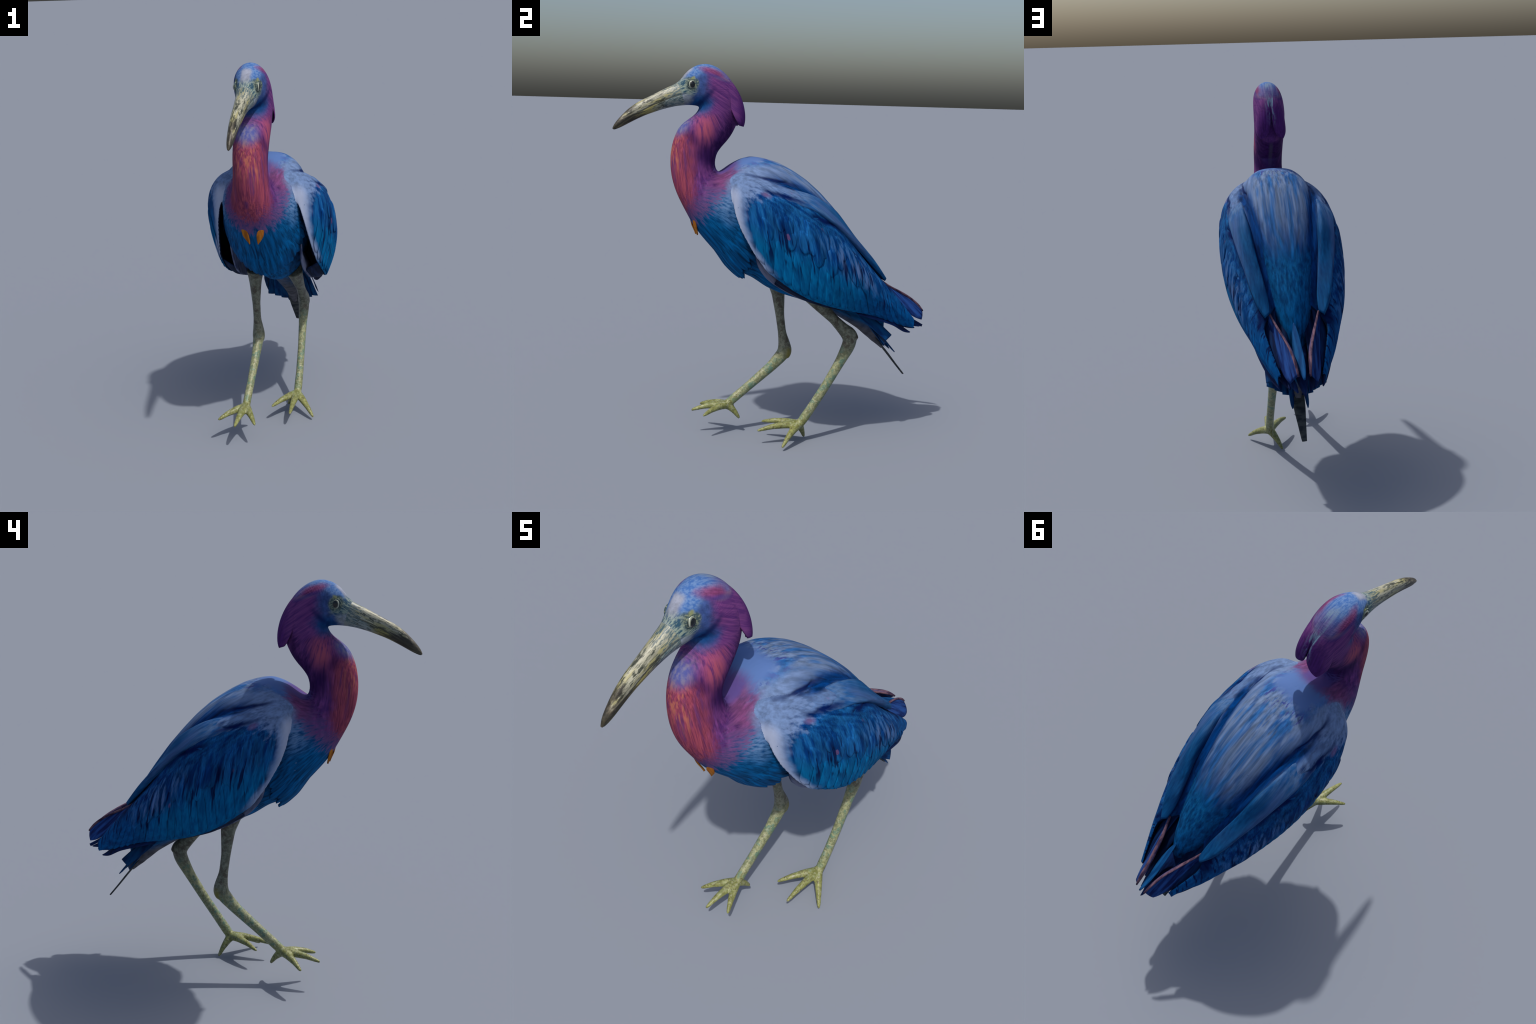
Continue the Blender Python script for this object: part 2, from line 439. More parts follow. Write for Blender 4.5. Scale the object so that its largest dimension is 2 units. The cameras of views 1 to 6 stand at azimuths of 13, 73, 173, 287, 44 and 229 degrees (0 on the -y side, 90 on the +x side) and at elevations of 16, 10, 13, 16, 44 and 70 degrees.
def wing_plumage(name, tone):
    """tone: 0 the wing shell, 1 covert feathers, 2 flight feathers"""
    s = Shade(name, 0.8, 0.05)
    y, z, ax = s.y, s.z, s.ax
    wob = s.mad(s.noise(s.P, 11, 3), 1.0, -0.5)
    st = s.streak(-75, 6, 60)
    st2 = s.streak(-38, 4, 60)
    fine = s.streak(-80, 12, 170)
    d = s.lincomb(1.09, y=-0.45, z=-1.0)          # below the covert line: > 0
    stx = s.mix(s.ss(-0.24, -0.12, d), st2, st)
    mid = s.mix(s.ss(0.34, 0.66, stx), col(0, 52, 114), col(24, 95, 156))
    mid = s.shade_by(mid, fine, 0.72, 1.22)
    big = s.streak(-70, 6, 18, off=1.7, detail=2)
    mid = s.shade_by(mid, big, 0.72, 1.2)
    teal = s.mix(s.ss(0.3, 0.7, st), col(0, 86, 142), col(0, 114, 172))
    rearc = s.mix(s.ss(0.3, 0.7, st2), col(0, 70, 132), col(2, 98, 166))
    teal = s.mix(s.ss(0.25, 0.55, y), teal, rearc)
    if tone == 2:
        teal = s.shade_by(teal, s.rand(), 0.88, 1.06)
    if True:
        c = s.mix(s.ss(-0.06, 0.07, s.mad(wob, 0.14, d)), mid, teal)
        if tone == 0:
            rim = s.sub(z, s.mad(y, s.mad(y, 0.62, -0.62), 0.882))
            c = s.mix(s.mul(s.mul(s.mul(s.ss(0.02, 0.08, d), s.ss(0.02, 0.06, rim)), s.ss(0.46, 0.36, y)), 0.85), c, col(0, 26, 70))
        e = s.add(s.mul(y, s.mad(y, 0.93, 0.27)), s.sub(z, 1.331))
        lightp = s.shade_by(col(112, 136, 178), st2, 0.72, 1.15)
        # pale shoulder, running down the front edge
        up = s.ss(0.325, 0.42, s.mad(s.sub(st2, 0.5), 0.22, s.mad(wob, 0.12, s.lincomb(-1.10, y=-0.55, z=1.0))))
        ridge = s.mul(s.ss(0.004, 0.04, s.mad(s.sub(st2, 0.5), 0.10, s.mad(wob, 0.03, e))), s.ss(0.30, 0.05, y))
        up = s.mx(up, s.mul(ridge, 0.75))
        c = s.mix(s.mul(up, 0.9), c, lightp)
        t = s.sub(1.36, z)
        edge = s.sub(s.add(y, 0.297), s.mul(s.mul(t, t), s.mad(t, 1.56, 0.529)))
        low = s.ss(0.93, 1.05, z)
        low = s.mul(low, s.ss(1.42, 1.35, z))
        c = s.mix(s.mul(s.ss(0.054, 0.024, s.mad(wob, 0.05, edge)), low), c, s.shade_by(col(124, 150, 194), st2, 0.8, 1.1))
        c = s.mix(s.mul(s.mul(s.ss(0.04, 0.004, edge), low), 0.85), c, col(178, 188, 214))
        # rear patches paler
        rear = s.mul(s.blob(0.33, 0.99, 0.18, 0.045, -42, 0.8, wob), s.ss(0.45, 0.66, st))
        c = s.mix(rear, c, col(92, 124, 178))
        sp = s.streak(-75, 11, 26, off=3.3, detail=1)
        c = s.mix(s.mul(s.mul(s.ss(0.72, 0.80, sp), s.ss(0.10, 0.0, d)), s.mul(s.ss(-0.2, -0.12, y), 0.7)), c, col(124, 88, 136))
        slit = s.mul(s.ss(0.54, 0.64, s.streak(-78, 6, 62, xs=20, off=9.1, detail=2)), s.mul(s.ss(-0.14, -0.05, d), s.ss(0.16, 0.05, d)))
        c = s.mix(s.mul(s.mul(slit, 0.9), s.ss(-0.22, -0.14, y)), c, col(2, 18, 68))
        if tone == 1:
            c = s.shade_by(c, s.rand(), 0.9, 1.08)
    if tone == 0:
        # dark slits under the shoulder feathers
        for cy, cz, ry, rz, a in SLITS:
            c = s.mix(s.mul(s.blob(cy, cz, ry, rz, a, 0.7, s.mul(wob, 1.2)), 0.92), c, col(2, 22, 80))
        # shadow cast by the long shoulder feather's edge, painted as a navy band
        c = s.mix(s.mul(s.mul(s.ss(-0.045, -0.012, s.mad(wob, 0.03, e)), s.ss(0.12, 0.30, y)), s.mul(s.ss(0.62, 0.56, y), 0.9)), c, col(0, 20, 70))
        pk = s.blob(-0.150, 1.368, 0.020, 0.009, -20, 0.8, s.mul(wob, 2.0))
        c = s.mix(s.mul(pk, 0.5), c, col(140, 112, 152))
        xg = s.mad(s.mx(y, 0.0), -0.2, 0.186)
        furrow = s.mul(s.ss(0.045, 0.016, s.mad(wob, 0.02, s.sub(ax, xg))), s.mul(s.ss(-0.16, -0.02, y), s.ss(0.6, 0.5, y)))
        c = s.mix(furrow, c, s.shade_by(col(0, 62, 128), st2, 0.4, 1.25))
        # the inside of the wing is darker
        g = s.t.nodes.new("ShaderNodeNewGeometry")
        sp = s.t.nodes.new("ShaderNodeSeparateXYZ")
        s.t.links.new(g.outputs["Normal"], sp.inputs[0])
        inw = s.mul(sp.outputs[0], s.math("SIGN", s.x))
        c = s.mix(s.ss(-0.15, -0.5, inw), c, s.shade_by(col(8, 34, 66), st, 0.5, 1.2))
    return s.finish(c, s.mix(0.5, st, fine), 0.3, 0.003)


def scapular_plumage():
    s = Shade("scapular_plumage", 0.75, 0.08)
    y, z = s.y, s.z
    wob = s.mad(s.noise(s.P, 11, 3), 1.0, -0.5)
    st = s.streak(-40, 3, 60, xs=60)
    c = s.mix(s.ss(0.3, 0.7, st), col(30, 88, 148), col(84, 116, 160))
    back = s.mix(s.ss(0.25, 0.75, st), col(2, 66, 120), col(16, 94, 150))
    c = s.mix(s.ss(0.05, 0.3, s.mad(wob, 0.15, y)), c, back)
    c = s.mix(s.mul(s.mul(s.ss(0.52, 0.35, y), s.ss(0.05, 0.15, y)), s.mul(s.blob(0.27, 1.195, 0.26, 0.014, -43, 0.9, wob), 0.4)), c, col(96, 116, 166))
    for cy, cz, ry, rz, a in SLITS:
        c = s.mix(s.mul(s.blob(cy, cz, ry, rz, a, 0.7, s.mul(wob, 1.2)), 0.92), c, col(2, 22, 80))
    c = s.shade_by(c, s.streak(-38, 6, 130, xs=110), 0.82, 1.12)
    pk = s.blob(-0.035, 1.388, 0.022, 0.008, -15, 0.8, s.mul(wob, 2.0))
    c = s.mix(s.mul(pk, 0.6), c, col(134, 98, 142))
    return s.finish(c, st, 0.2, 0.003)


def beak_horn():
    s = Shade("beak_horn", 0.45, 0.4)
    y, z = s.y, s.z
    al = s.streak(26, 10, 60)
    spot = s.streak(26, 36, 190, off=4.0, detail=4)
    c = s.mix(s.ss(0.3, 0.7, al), col(140, 140, 122), col(192, 190, 168))
    c = s.mix(s.mul(s.ss(0.45, 0.65, s.streak(26, 8, 40, off=7.0, detail=2)), 0.8), c, col(158, 152, 98))
    # gape line height along the bill
    t = s.add(y, 0.866)
    gl = s.mad(s.mul(t, s.sub(1.0, t)), 0.8, 1.667)
    under = s.ss(0.003, -0.003, s.sub(z, gl))
    low = s.mix(s.ss(0.35, 0.65, al), col(112, 108, 46), col(146, 138, 74))
    low = s.mix(s.ss(-0.68, -0.62, s.mad(s.sub(al, 0.5), 0.1, y)), low, s.shade_by(col(134, 146, 146), al, 0.65, 1.15))
    c = s.mix(s.mul(under, 0.9), c, low)
    c = s.mix(s.mul(s.ss(0.50, 0.60, spot), 0.8), c, col(82, 86, 72))
    c = s.mix(s.mul(s.ss(0.56, 0.62, s.streak(29, 20, 85, off=11.0, detail=3)), 0.88), c, col(46, 52, 42))
    tip = s.ss(-0.73, -0.82, s.mad(s.sub(al, 0.5), 0.3, s.mad(under, -0.05, y)))
    c = s.mix(s.mul(tip, 0.92), c, s.mix(s.ss(0.45, 0.65, al), col(34, 28, 22), col(92, 82, 66)))
    line = s.ss(0.0045, 0.001, s.math("ABSOLUTE", s.sub(z, gl)))
    c = s.mix(s.mul(line, 0.8), c, col(62, 60, 40))
    base = s.ss(-0.63, -0.54, s.mad(s.sub(spot, 0.5), 0.3, y))
    c = s.mix(s.mul(base, 0.75), c, s.mix(s.ss(0.4, 0.6, spot), col(138, 148, 140), col(66, 98, 110)))
    return s.finish(c, s.noise(s.P, 60, 4), 0.35, 0.004)


def leg_skin():
    s = Shade("leg_skin", 0.42, 0.4)
    z = s.z
    v = s.noise(s.P, 55, 4, 0.6)
    v2 = s.noise(s.P, 130, 3, 0.6)
    c = s.mix(s.ss(0.35, 0.65, v), col(120, 128, 92), col(166, 168, 126))
    c = s.mix(s.ss(0.5, 0.62, s.noise(s.P, 28, 3)), c, col(104, 134, 112))
    c = s.shade_by(c, v2, 0.85, 1.12)
    foot = s.mix(s.ss(0.35, 0.65, v), col(116, 120, 64), col(150, 154, 92))
    foot = s.mix(s.ss(0.58, 0.68, v2), foot, col(96, 84, 44))
    right = s.ss(0.0, -0.06, s.x)
    c = s.mix(s.ss(0.18, 0.10, s.mad(s.sub(v, 0.5), 0.1, s.mad(right, -0.055, z))), c, foot)
    upper = s.mix(s.ss(0.4, 0.6, v), col(92, 96, 82), col(124, 128, 112))
    c = s.mix(s.ss(0.45, 0.56, s.mad(s.sub(v, 0.5), 0.1, s.mad(right, 0.05, z))), c, upper)
    c = s.mix(s.mul(s.ss(0.56, 0.64, v2), 0.7), c, col(86, 76, 52))
    brown = s.mul(s.ss(0.45, 0.55, s.mad(right, 0.05, z)), s.ss(0.5, 0.62, s.noise(s.P, 34, 4)))
    c = s.mix(s.mul(brown, 0.7), c, col(66, 54, 44))
    c = s.mix(s.mul(s.ss(0.57, 0.62, s.noise(s.P, 75, 2)), s.mul(s.ss(0.5, 0.4, z), 0.45)), c, col(172, 174, 150))
    back = s.blob(0.10, 0.43, 0.05, 0.04, 0, 0.6, s.sub(v, 0.5))
    c = s.mix(s.mul(s.mul(back, right), s.ss(0.08, 0.11, s.y)), c, col(126, 118, 40))
    return s.finish(c, v2, 0.4, 0.004)


def plain(name, c1, c2, deg=-45, along=8, across=60, rough=0.75, spec=0.08, rnd=True):
    s = Shade(name, rough, spec)
    st = s.streak(deg, along, across, xs=across)
    c = s.mix(s.ss(0.35, 0.65, st), col(*c1), col(*c2))
    if rnd:
        c = s.shade_by(c, s.rand(), 0.85, 1.1)
    return s.finish(c, st, 0.2, 0.003)


def eye_surface():
    s = Shade("eye_surface", 0.12, 0.5)
    dy, dz = s.add(s.y, 0.484), s.sub(s.z, 1.897)
    r = s.math("SQRT", s.mad(s.mul(dy, dy), 1.7, s.mul(dz, dz)))
    c = s.mix(s.ss(0.0162, 0.0148, r), s.shade_by(col(128, 134, 120), s.noise(s.P, 70, 2), 0.7, 1.1), col(10, 16, 22))
    c = s.mix(s.ss(0.0178, 0.0195, r), c, col(176, 184, 168))
    c = s.mix(s.ss(0.0215, 0.023, r), c, col(52, 60, 58))
    return s.finish(c)


# ------------------------------------------------------------------ the body
# one row per section: dorsal point y z, ventral point y z, half width, height of widest place
BODY = [
    (-.872, 1.672, -.868, 1.663, .005, .5), (-.866, 1.690, -.856, 1.666, .010, .5), (-.852, 1.708, -.832, 1.676, .0145, .5),
    (-.826, 1.737, -.788, 1.700, .0185, .5), (-.793, 1.770, -.750, 1.720, .021, .5), (-.747, 1.803, -.705, 1.741, .024, .5),
    (-.660, 1.848, -.625, 1.770, .029, .5), (-.595, 1.881, -.560, 1.787, .035, .5), (-.552, 1.901, -.515, 1.793, .042, .48),
    (-.531, 1.919, -.490, 1.795, .049, .5), (-.510, 1.951, -.468, 1.794, .053, .52), (-.483, 1.976, -.455, 1.793, .060, .54),
    (-.445, 1.997, -.446, 1.791, .070, .54), (-.395, 2.0035, -.440, 1.789, .079, .55), (-.348, 1.989, -.437, 1.787, .083, .55),
    (-.303, 1.957, -.4355, 1.785, .086, .55), (-.265, 1.913, -.435, 1.782, .087, .55), (-.242, 1.868, -.437, 1.777, .088, .55),
    (-.230, 1.82, -.441, 1.768, .087, .53), (-.229, 1.765, -.450, 1.755, .086, .5), (-.238, 1.710, -.466, 1.740, .085, .5),
    (-.264, 1.655, -.512, 1.709, .084, .5), (-.289, 1.620, -.543, 1.675, .083, .5), (-.320, 1.587, -.562, 1.630, .083, .5),
    (-.342, 1.556, -.574, 1.585, .082, .5), (-.350, 1.525, -.580, 1.535, .081, .5), (-.351, 1.500, -.579, 1.480, .082, .5),
    (-.347, 1.480, -.572, 1.432, .086, .5), (-.339, 1.466, -.558, 1.382, .093, .5), (-.326, 1.460, -.539, 1.335, .104, .48),
    (-.306, 1.467, -.512, 1.283, .122, .46), (-.280, 1.485, -.485, 1.234, .141, .46), (-.250, 1.508, -.455, 1.180, .157, .48),
    (-.205, 1.529, -.405, 1.118, .172, .5), (-.153, 1.540, -.340, 1.045, .186, .52), (-.09, 1.533, -.280, .982, .195, .53),
    (-.02, 1.512, -.21, .935, .198, .54), (.054, 1.475, -.14, .905, .196, .55), (.128, 1.428, -.06, .850, .188, .56),
    (.203, 1.366, .03, .808, .176, .57), (.281, 1.287, .15, .770, .158, .57), (.36, 1.200, .26, .722, .135, .55),
    (.44, 1.100, .34, .682, .115, .5), (.51, 1.01, .41, .640, .102, .48), (.565, .925, .475, .598, .085, .5), (.60, .855, .525, .555, .062, .5), (.622, .79, .545, .54, .05, .4),
    (.635, .70, .56, .525, .042, .4), (.632, .62, .588, .505, .03, .4), (.634, .55, .612, .486, .022, .4), (.636, .50, .626, .474, .012, .4),
]
NB = 900
body_t, body_s = dense(BODY, NB, 4, 5.0)


def body_point(t, th):
    """t 0..1 along the body, th 0 dorsal .. pi ventral .. 2 pi; arrays."""
    i = np.clip(np.asarray(t) * (NB - 1), 0, NB - 1)
    k = np.arange(NB)
    g = [np.interp(i, k, body_t[:, j]) for j in range(6)]
    c, sn = np.cos(th), np.sin(th)
    m = g[5]
    a = np.where(c > 0, m + (1 - m) * c, m * (1 + c))
    # broad shoulders: the upper half of the trunk is squarer than an ellipse
    sq = sstep(-.30, -.10, g[0]) * sstep(.60, .42, g[0]) * (np.asarray(t) > 0.4)
    sn = np.sign(sn) * np.abs(sn) ** np.where(c > 0, 1 - 0.38 * sq, 1 + 0.1 * sq)
    return np.stack([g[4] * (1 + 0.10 * sq) * sn, g[2] + (g[0] - g[2]) * a, g[3] + (g[1] - g[3]) * a], -1)


NT = 96
T, TH = np.meshgrid(np.linspace(0, 1, 520), np.linspace(0, 2 * np.pi, NT, endpoint=False), indexing="ij")
body_src = loft(body_point(T, TH))

# ------------------------------------------------------------------ wings
# y, top x z, greatest half width, its z, bottom x z
WING = [
    (-.300, .120, 1.430, .174, 1.385, .176, 1.350), (-.292, .120, 1.442, .208, 1.36, .210, 1.270), (-.265, .115, 1.462, .243, 1.330, .226, 1.190),
    (-.20, .120, 1.466, .284, 1.300, .243, 1.072), (-.13, .150, 1.445, .312, 1.250, .258, .975), (0, .178, 1.397, .327, 1.165, .270, .882),
    (.1, .174, 1.362, .326, 1.100, .270, .826), (.2, .150, 1.292, .318, 1.040, .255, .788), (.3, .126, 1.200, .300, .980, .235, .758),
    (.4, .116, 1.062, .278, .920, .210, .734), (.5, .150, .940, .240, .850, .182, .706), (.6, .158, .842, .198, .760, .155, .664),
    (.7, .124, .738, .150, .690, .128, .630), (.765, .100, .668, .118, .648, .116, .612),
]
NW = 240
wing_t, wing_s = dense(WING, NW, 1, 0)
_len = np.r_[0, np.cumsum(np.linalg.norm(np.diff(np.array(WING)[:, [0, 5, 6]], axis=0), axis=1))]
wing_t = gsmooth(np.stack([np.interp(np.linspace(0, _len[-1], NW), _len, np.array(WING)[:, i]) for i in range(7)], -1), 3.0)


def wing_point(y, v):
    """Outer face of the right-hand wing at length y, v 0 top .. 1 bottom edge."""
    g = [np.interp(y, wing_t[:, 0], wing_t[:, j]) for j in range(7)]
    h = (g[2] - g[4]) / np.maximum(g[2] - g[6], 1e-4)       # share of the height above the widest place
    vv = np.clip(v, 0, 1)
    a = np.clip(vv / h, 0, 1) * np.pi / 2
    up = np.stack([g[1] + (g[3] - g[1]) * np.sin(a), y, g[4] + (g[2] - g[4]) * np.cos(a)], -1)
    b = np.clip((vv - h) / np.maximum(1 - h, 1e-4), 0, 1)
    dn = np.stack([g[3] + (g[5] - g[3]) * b ** 1.8, y, g[4] + (g[6] - g[4]) * b], -1)
    return np.where((vv < h)[..., None], up, dn)


def wing_frame(y, v):
    e = 2e-3
    p = wing_point(y, v)
    du = wing_point(y + e, v) - wing_point(y - e, v)
    dv = wing_point(y, np.clip(v + e, 0, 1)) - wing_point(y, np.clip(v - e, 0, 1))
    n = np.cross(du, dv)
    n /= np.linalg.norm(n, axis=-1, keepdims=True) + 1e-12
    n *= np.sign(n[..., :1] + 1e-9)
    return p, n


YS = wing_t[:, 0]
Yg, Vg = np.meshgrid(YS, np.linspace(0, 1, 90), indexing="ij")
wp, wn = wing_frame(Yg, Vg)
thick = (0.011 + 0.02 * sstep(0.35, 0.0, Vg))[..., None] * (0.45 + 0.55 * sstep(0.8, 0.55, Yg))[..., None]
inner = wp - wn * thick
root = np.array([[-0.075, 0, -0.022]]) * sstep(0.60, 0.45, YS)[:, None]
wing_src = shell(np.concatenate([(wp[:, 0] + root)[:, None], (wp[:, 0] + root * 0.4 + [0, 0, -.002])[:, None], wp], 1),
                 np.concatenate([(wp[:, 0] + root + [0, 0, -.02])[:, None], (wp[:, 0] + root * 0.4 + [0, 0, -.026])[:, None], inner], 1))

# long shoulder feather lying along the groove between back and wing
LOBE_IN = [(.196, -.16, 1.447), (.206, -.04, 1.409), (.203, .109, 1.364), (.187, .246, 1.281), (.163, .337, 1.166), (.139, .423, 1.053), (.120, .500, .951), (.125, .545, .908)]
LOBE_OUT = [(.240, -.18, 1.418), (.289, -.016, 1.336), (.279, .12, 1.283), (.258, .26, 1.192), (.233, .37, 1.104), (.206, .465, 1.014), (.179, .53, .939), (.148, .568, .896)]
li, _ = dense(LOBE_IN, 80, 3, 3)
lo, _ = dense(LOBE_OUT, 80, 3, 3)
sg = np.linspace(0, 1, 21)
lg = li[:, None] + (lo - li)[:, None] * sg[None, :, None]
tl = np.gradient(lg, axis=0)
ts = np.gradient(lg, axis=1)
ln = np.cross(tl, ts)
ln /= np.linalg.norm(ln, axis=-1, keepdims=True)
ln *= np.sign(ln[..., 2:])
bulge = (0.008 * np.sqrt(np.clip(1 - np.abs(2 * sg - 1) ** 4, 0, 1)))[None, :, None] * sstep(-.0, 0.25, np.linspace(0, 1, 80))[:, None, None]
tl_ = np.linspace(0, 1, 80)[:, None, None]
lobe_src = shell(lg + ln * (bulge + 0.025 * sstep(0, .4, tl_) - 0.020), lg - ln * (0.022 - 0.014 * sstep(.8, 1, tl_)))


def mirror(src):
    v, f = src
    v = np.asarray(v) * np.array([-1, 1, 1])
    return v, [q[::-1] for q in f]


# two crest lobes at the back of the head, hugging the neck and lifting off at the tip
def body_frame(th, t):
    e = 1.5e-3
    p = body_point(t, th)
    dt = body_point(np.clip(t + e, 0, 1), th) - body_point(np.clip(t - e, 0, 1), th)
    dh = body_point(t, th + e) - body_point(t, th - e)
    n = np.cross(dt, dh)
    n /= np.linalg.norm(n, axis=-1, keepdims=True) + 1e-12
    c = body_point(t, 0 * th) * 0.5 + body_point(t, 0 * th + np.pi) * 0.5
    n *= np.sign(((p - c) * n).sum(-1, keepdims=True))
    return p, n


def t_back(vz):
    """Body parameter where the back of the head and neck passes the given height."""
    k0, k1 = int(np.argmax(body_t[:, 1])), int(0.62 * NB)
    return (k0 + np.argmin(np.abs(body_t[k0:k1, 1] - vz))) / (NB - 1)


tt, ss_ = np.meshgrid(np.linspace(0, 1, 50), np.linspace(-1, 1, 25), indexing="ij")
half = 0.56 * (0.75 + 0.25 * sstep(0, .5, tt)) * np.clip(1 - np.clip((tt - .55) / .45, 0, 1) ** 2.2, 0, 1) ** 0.55 + 0.004
cth = 0.61 + half * ss_ - 0.07 * tt ** 2
ctt = t_back(1.955) + (t_back(1.700) - t_back(1.955)) * tt
cp, cnn = body_frame(cth, ctt)
back_dir = np.array([0.25, 0.95, -0.15])
cnn = cnn * 0.45 + back_dir * 0.55
off = 0.050 * sstep(0.05, 1.12, tt) * (1 - np.where(ss_ > 0, 0.95 - 0.6 * sstep(.5, .95, tt), 0.45) * np.abs(ss_) ** 2.2) - 0.003 * sstep(.3, 0, tt)
crest_src = shell(cp + cnn * off[..., None], cp + cnn * (off - 0.006 - 0.028 * sstep(.8, .2, tt))[..., None])

# ------------------------------------------------------------------ build
heron = bpy.data.objects.new("heron", None)
bpy.context.scene.collection.objects.link(heron)
heron["label"] = "blue wading bird with purple neck and long pale bill, walking"
heron["category"] = "heron, bird"

plum = body_plumage()
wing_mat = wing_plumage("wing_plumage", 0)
covert_mat = wing_plumage("covert_plumage", 1)
flight_mat = wing_plumage("flight_plumage", 2)
scap_mat = scapular_plumage()
horn = beak_horn()
skin = leg_skin()
eye_mat = eye_surface()

sources = [body_src, wing_src, mirror(wing_src)]
V, Q = voxel_union(sources, 0.0038)
V = laplace(V, Q, 3)
# soften the place where the shoulder grows out of the body
wsh = sstep(0.02, -0.12, V[:, 1]) * sstep(1.31, 1.40, V[:, 2]) * sstep(0.09, 0.13, np.abs(V[:, 0])) * (V[:, 1] > -0.36)
sub = (wsh[Q] > 0).any(1)
used, inv = np.unique(Q[sub], return_inverse=True)
wsub = wsh[used]
V[used] = laplace(V[used], inv.reshape(-1, 4), 140, 0.6, wsub)
N = vnormals(V, Q)

# creases between the layers of shoulder feathers
for cy, cz, ry, rz, dg in SLITS:
    c_, s_ = math.cos(math.radians(dg)), math.sin(math.radians(dg))
    u = ((V[:, 1] - cy) * c_ + (V[:, 2] - cz) * s_) / ry
    w = (-(V[:, 1] - cy) * s_ + (V[:, 2] - cz) * c_) / rz + 0.5 * np.sin(7 * u)
    V = V - N * (0.007 * np.exp(-w ** 2) * sstep(1.0, 0.6, np.abs(u)) * (np.abs(V[:, 0]) > 0.13) * (N[:, 2] > 0))[:, None]
N = vnormals(V, Q)

# bill: groove between the halves
gy = V[:, 1]
tb = gy + 0.866
gl = 1.667 + 0.8 * tb - 0.8 * tb ** 2
isb = sstep(-0.50, -0.53, gy) * (V[:, 2] > 1.745 - 0.35 * (-0.55 - gy))
V = V - N * (0.0028 * np.exp(-((V[:, 2] - gl) / 0.0035) ** 2) * isb)[:, None]
N = vnormals(V, Q)

C = V[Q].mean(1)


def nearest(src, pts):
    tree = BVHTree.FromPolygons([tuple(p) for p in np.asarray(src[0])], src[1])
    return np.array([tree.find_nearest(p, 0.2)[3] or 0.2 if tree.find_nearest(p, 0.2)[0] is not None else 0.2 for p in map(tuple, pts)])


Cs = C * np.where(C[:, :1] < 0, np.array([[-1, 1, 1]]), np.array([[1, 1, 1]]))
near_wing = (Cs[:, 0] > 0.09) & (C[:, 2] < 1.5) & (C[:, 1] > -0.32)
d_body = np.full(len(C), 9.0)
d_wing = np.full(len(C), 9.0)
d_body[near_wing] = nearest(body_src, Cs[near_wing])
d_wing[near_wing] = nearest(wing_src, Cs[near_wing])
region = np.full(len(C), 3)                                  # torso
above = C[:, 2] > 1.395 - 0.62 * (C[:, 1] + 0.43)
region[above & (C[:, 1] < -0.2) & ~near_wing] = 2            # neck
region[(C[:, 2] > 1.735 - 0.2 * (C[:, 1] + 0.35)) & (C[:, 1] < -0.18)] = 1    # head
region[(C[:, 1] < -0.53 - 0.35 * (C[:, 2] - 1.84)) & (C[:, 2] > 1.745 - 0.35 * (-0.55 - C[:, 1]))] = 0
ww = (d_wing < d_body) & near_wing
region[ww] = np.where(C[ww, 0] > 0, 4, 5)

parts = {}
for rid, nm, mt in ((0, "beak", horn), (1, "head", plum), (2, "neck", plum), (3, "torso", plum)):
    parts[nm] = part_of(nm, V, Q, N, region == rid, mt, heron)
for k in (0, 1):
    me = new_mesh("crest", *(crest_src if k == 0 else mirror(crest_src)))
    fix_normals(me)
    add("crest", me, plum, parts["head"])
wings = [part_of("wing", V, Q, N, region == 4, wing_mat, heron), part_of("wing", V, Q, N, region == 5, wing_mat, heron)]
for k in (0, 1):
    me = new_mesh("shoulder_feather", *(lobe_src if k == 0 else mirror(lobe_src)))
    fix_normals(me)
    add("shoulder_feather", me, scap_mat, wings[k])

# ------------------------------------------------------------------ eyes
for sx in (1, -1):
    u, w = np.meshgrid(np.linspace(0.0, np.pi, 24), np.linspace(0, 2 * np.pi, 36, endpoint=False), indexing="ij")
    r = 0.0225
    P = np.stack([sx * (0.0425 + r * np.cos(u)), -0.484 + r * np.sin(u) * np.cos(w), 1.897 + r * 1.05 * np.sin(u) * np.sin(w)], -1)
    me = new_mesh("eye", *loft(P, cap=False))
    fix_normals(me)
    add("eye", me, eye_mat, heron)
    # lid ring
    a, b = np.meshgrid(np.linspace(0, 2 * np.pi, 40, endpoint=False), np.linspace(0, 2 * np.pi, 12, endpoint=False), indexing="ij")
    R, rr = 0.0215, 0.0042
    P = np.stack([sx * (0.0500 + rr * np.sin(b)), -0.484 + (R + rr * np.cos(b)) * np.cos(a), 1.897 + 1.05 * (R + rr * np.cos(b)) * np.sin(a)], -1)
    nu, nv = P.shape[:2]
    idx = np.arange(nu * nv).reshape(nu, nv)
    f = np.stack([idx, np.roll(idx, -1, 1), np.roll(np.roll(idx, -1, 1), -1, 0), np.roll(idx, -1, 0)], -1).reshape(-1, 4).tolist()
    me = new_mesh("eyelid", P.reshape(-1, 3), f)
    fix_normals(me)
    add("eyelid", me, plum, heron)


# ------------------------------------------------------------------ feathers
def outline(t, tip, base=0.7):
    """Half width of a feather along its length 0..1."""
    w = base + (1 - base) * sstep(0, 0.45, t)
    k = np.clip((t - tip) / (1 - tip), 0, 1)
    return w * np.sqrt(np.clip(1 - k ** 2.2, 0, 1)) + 0.002


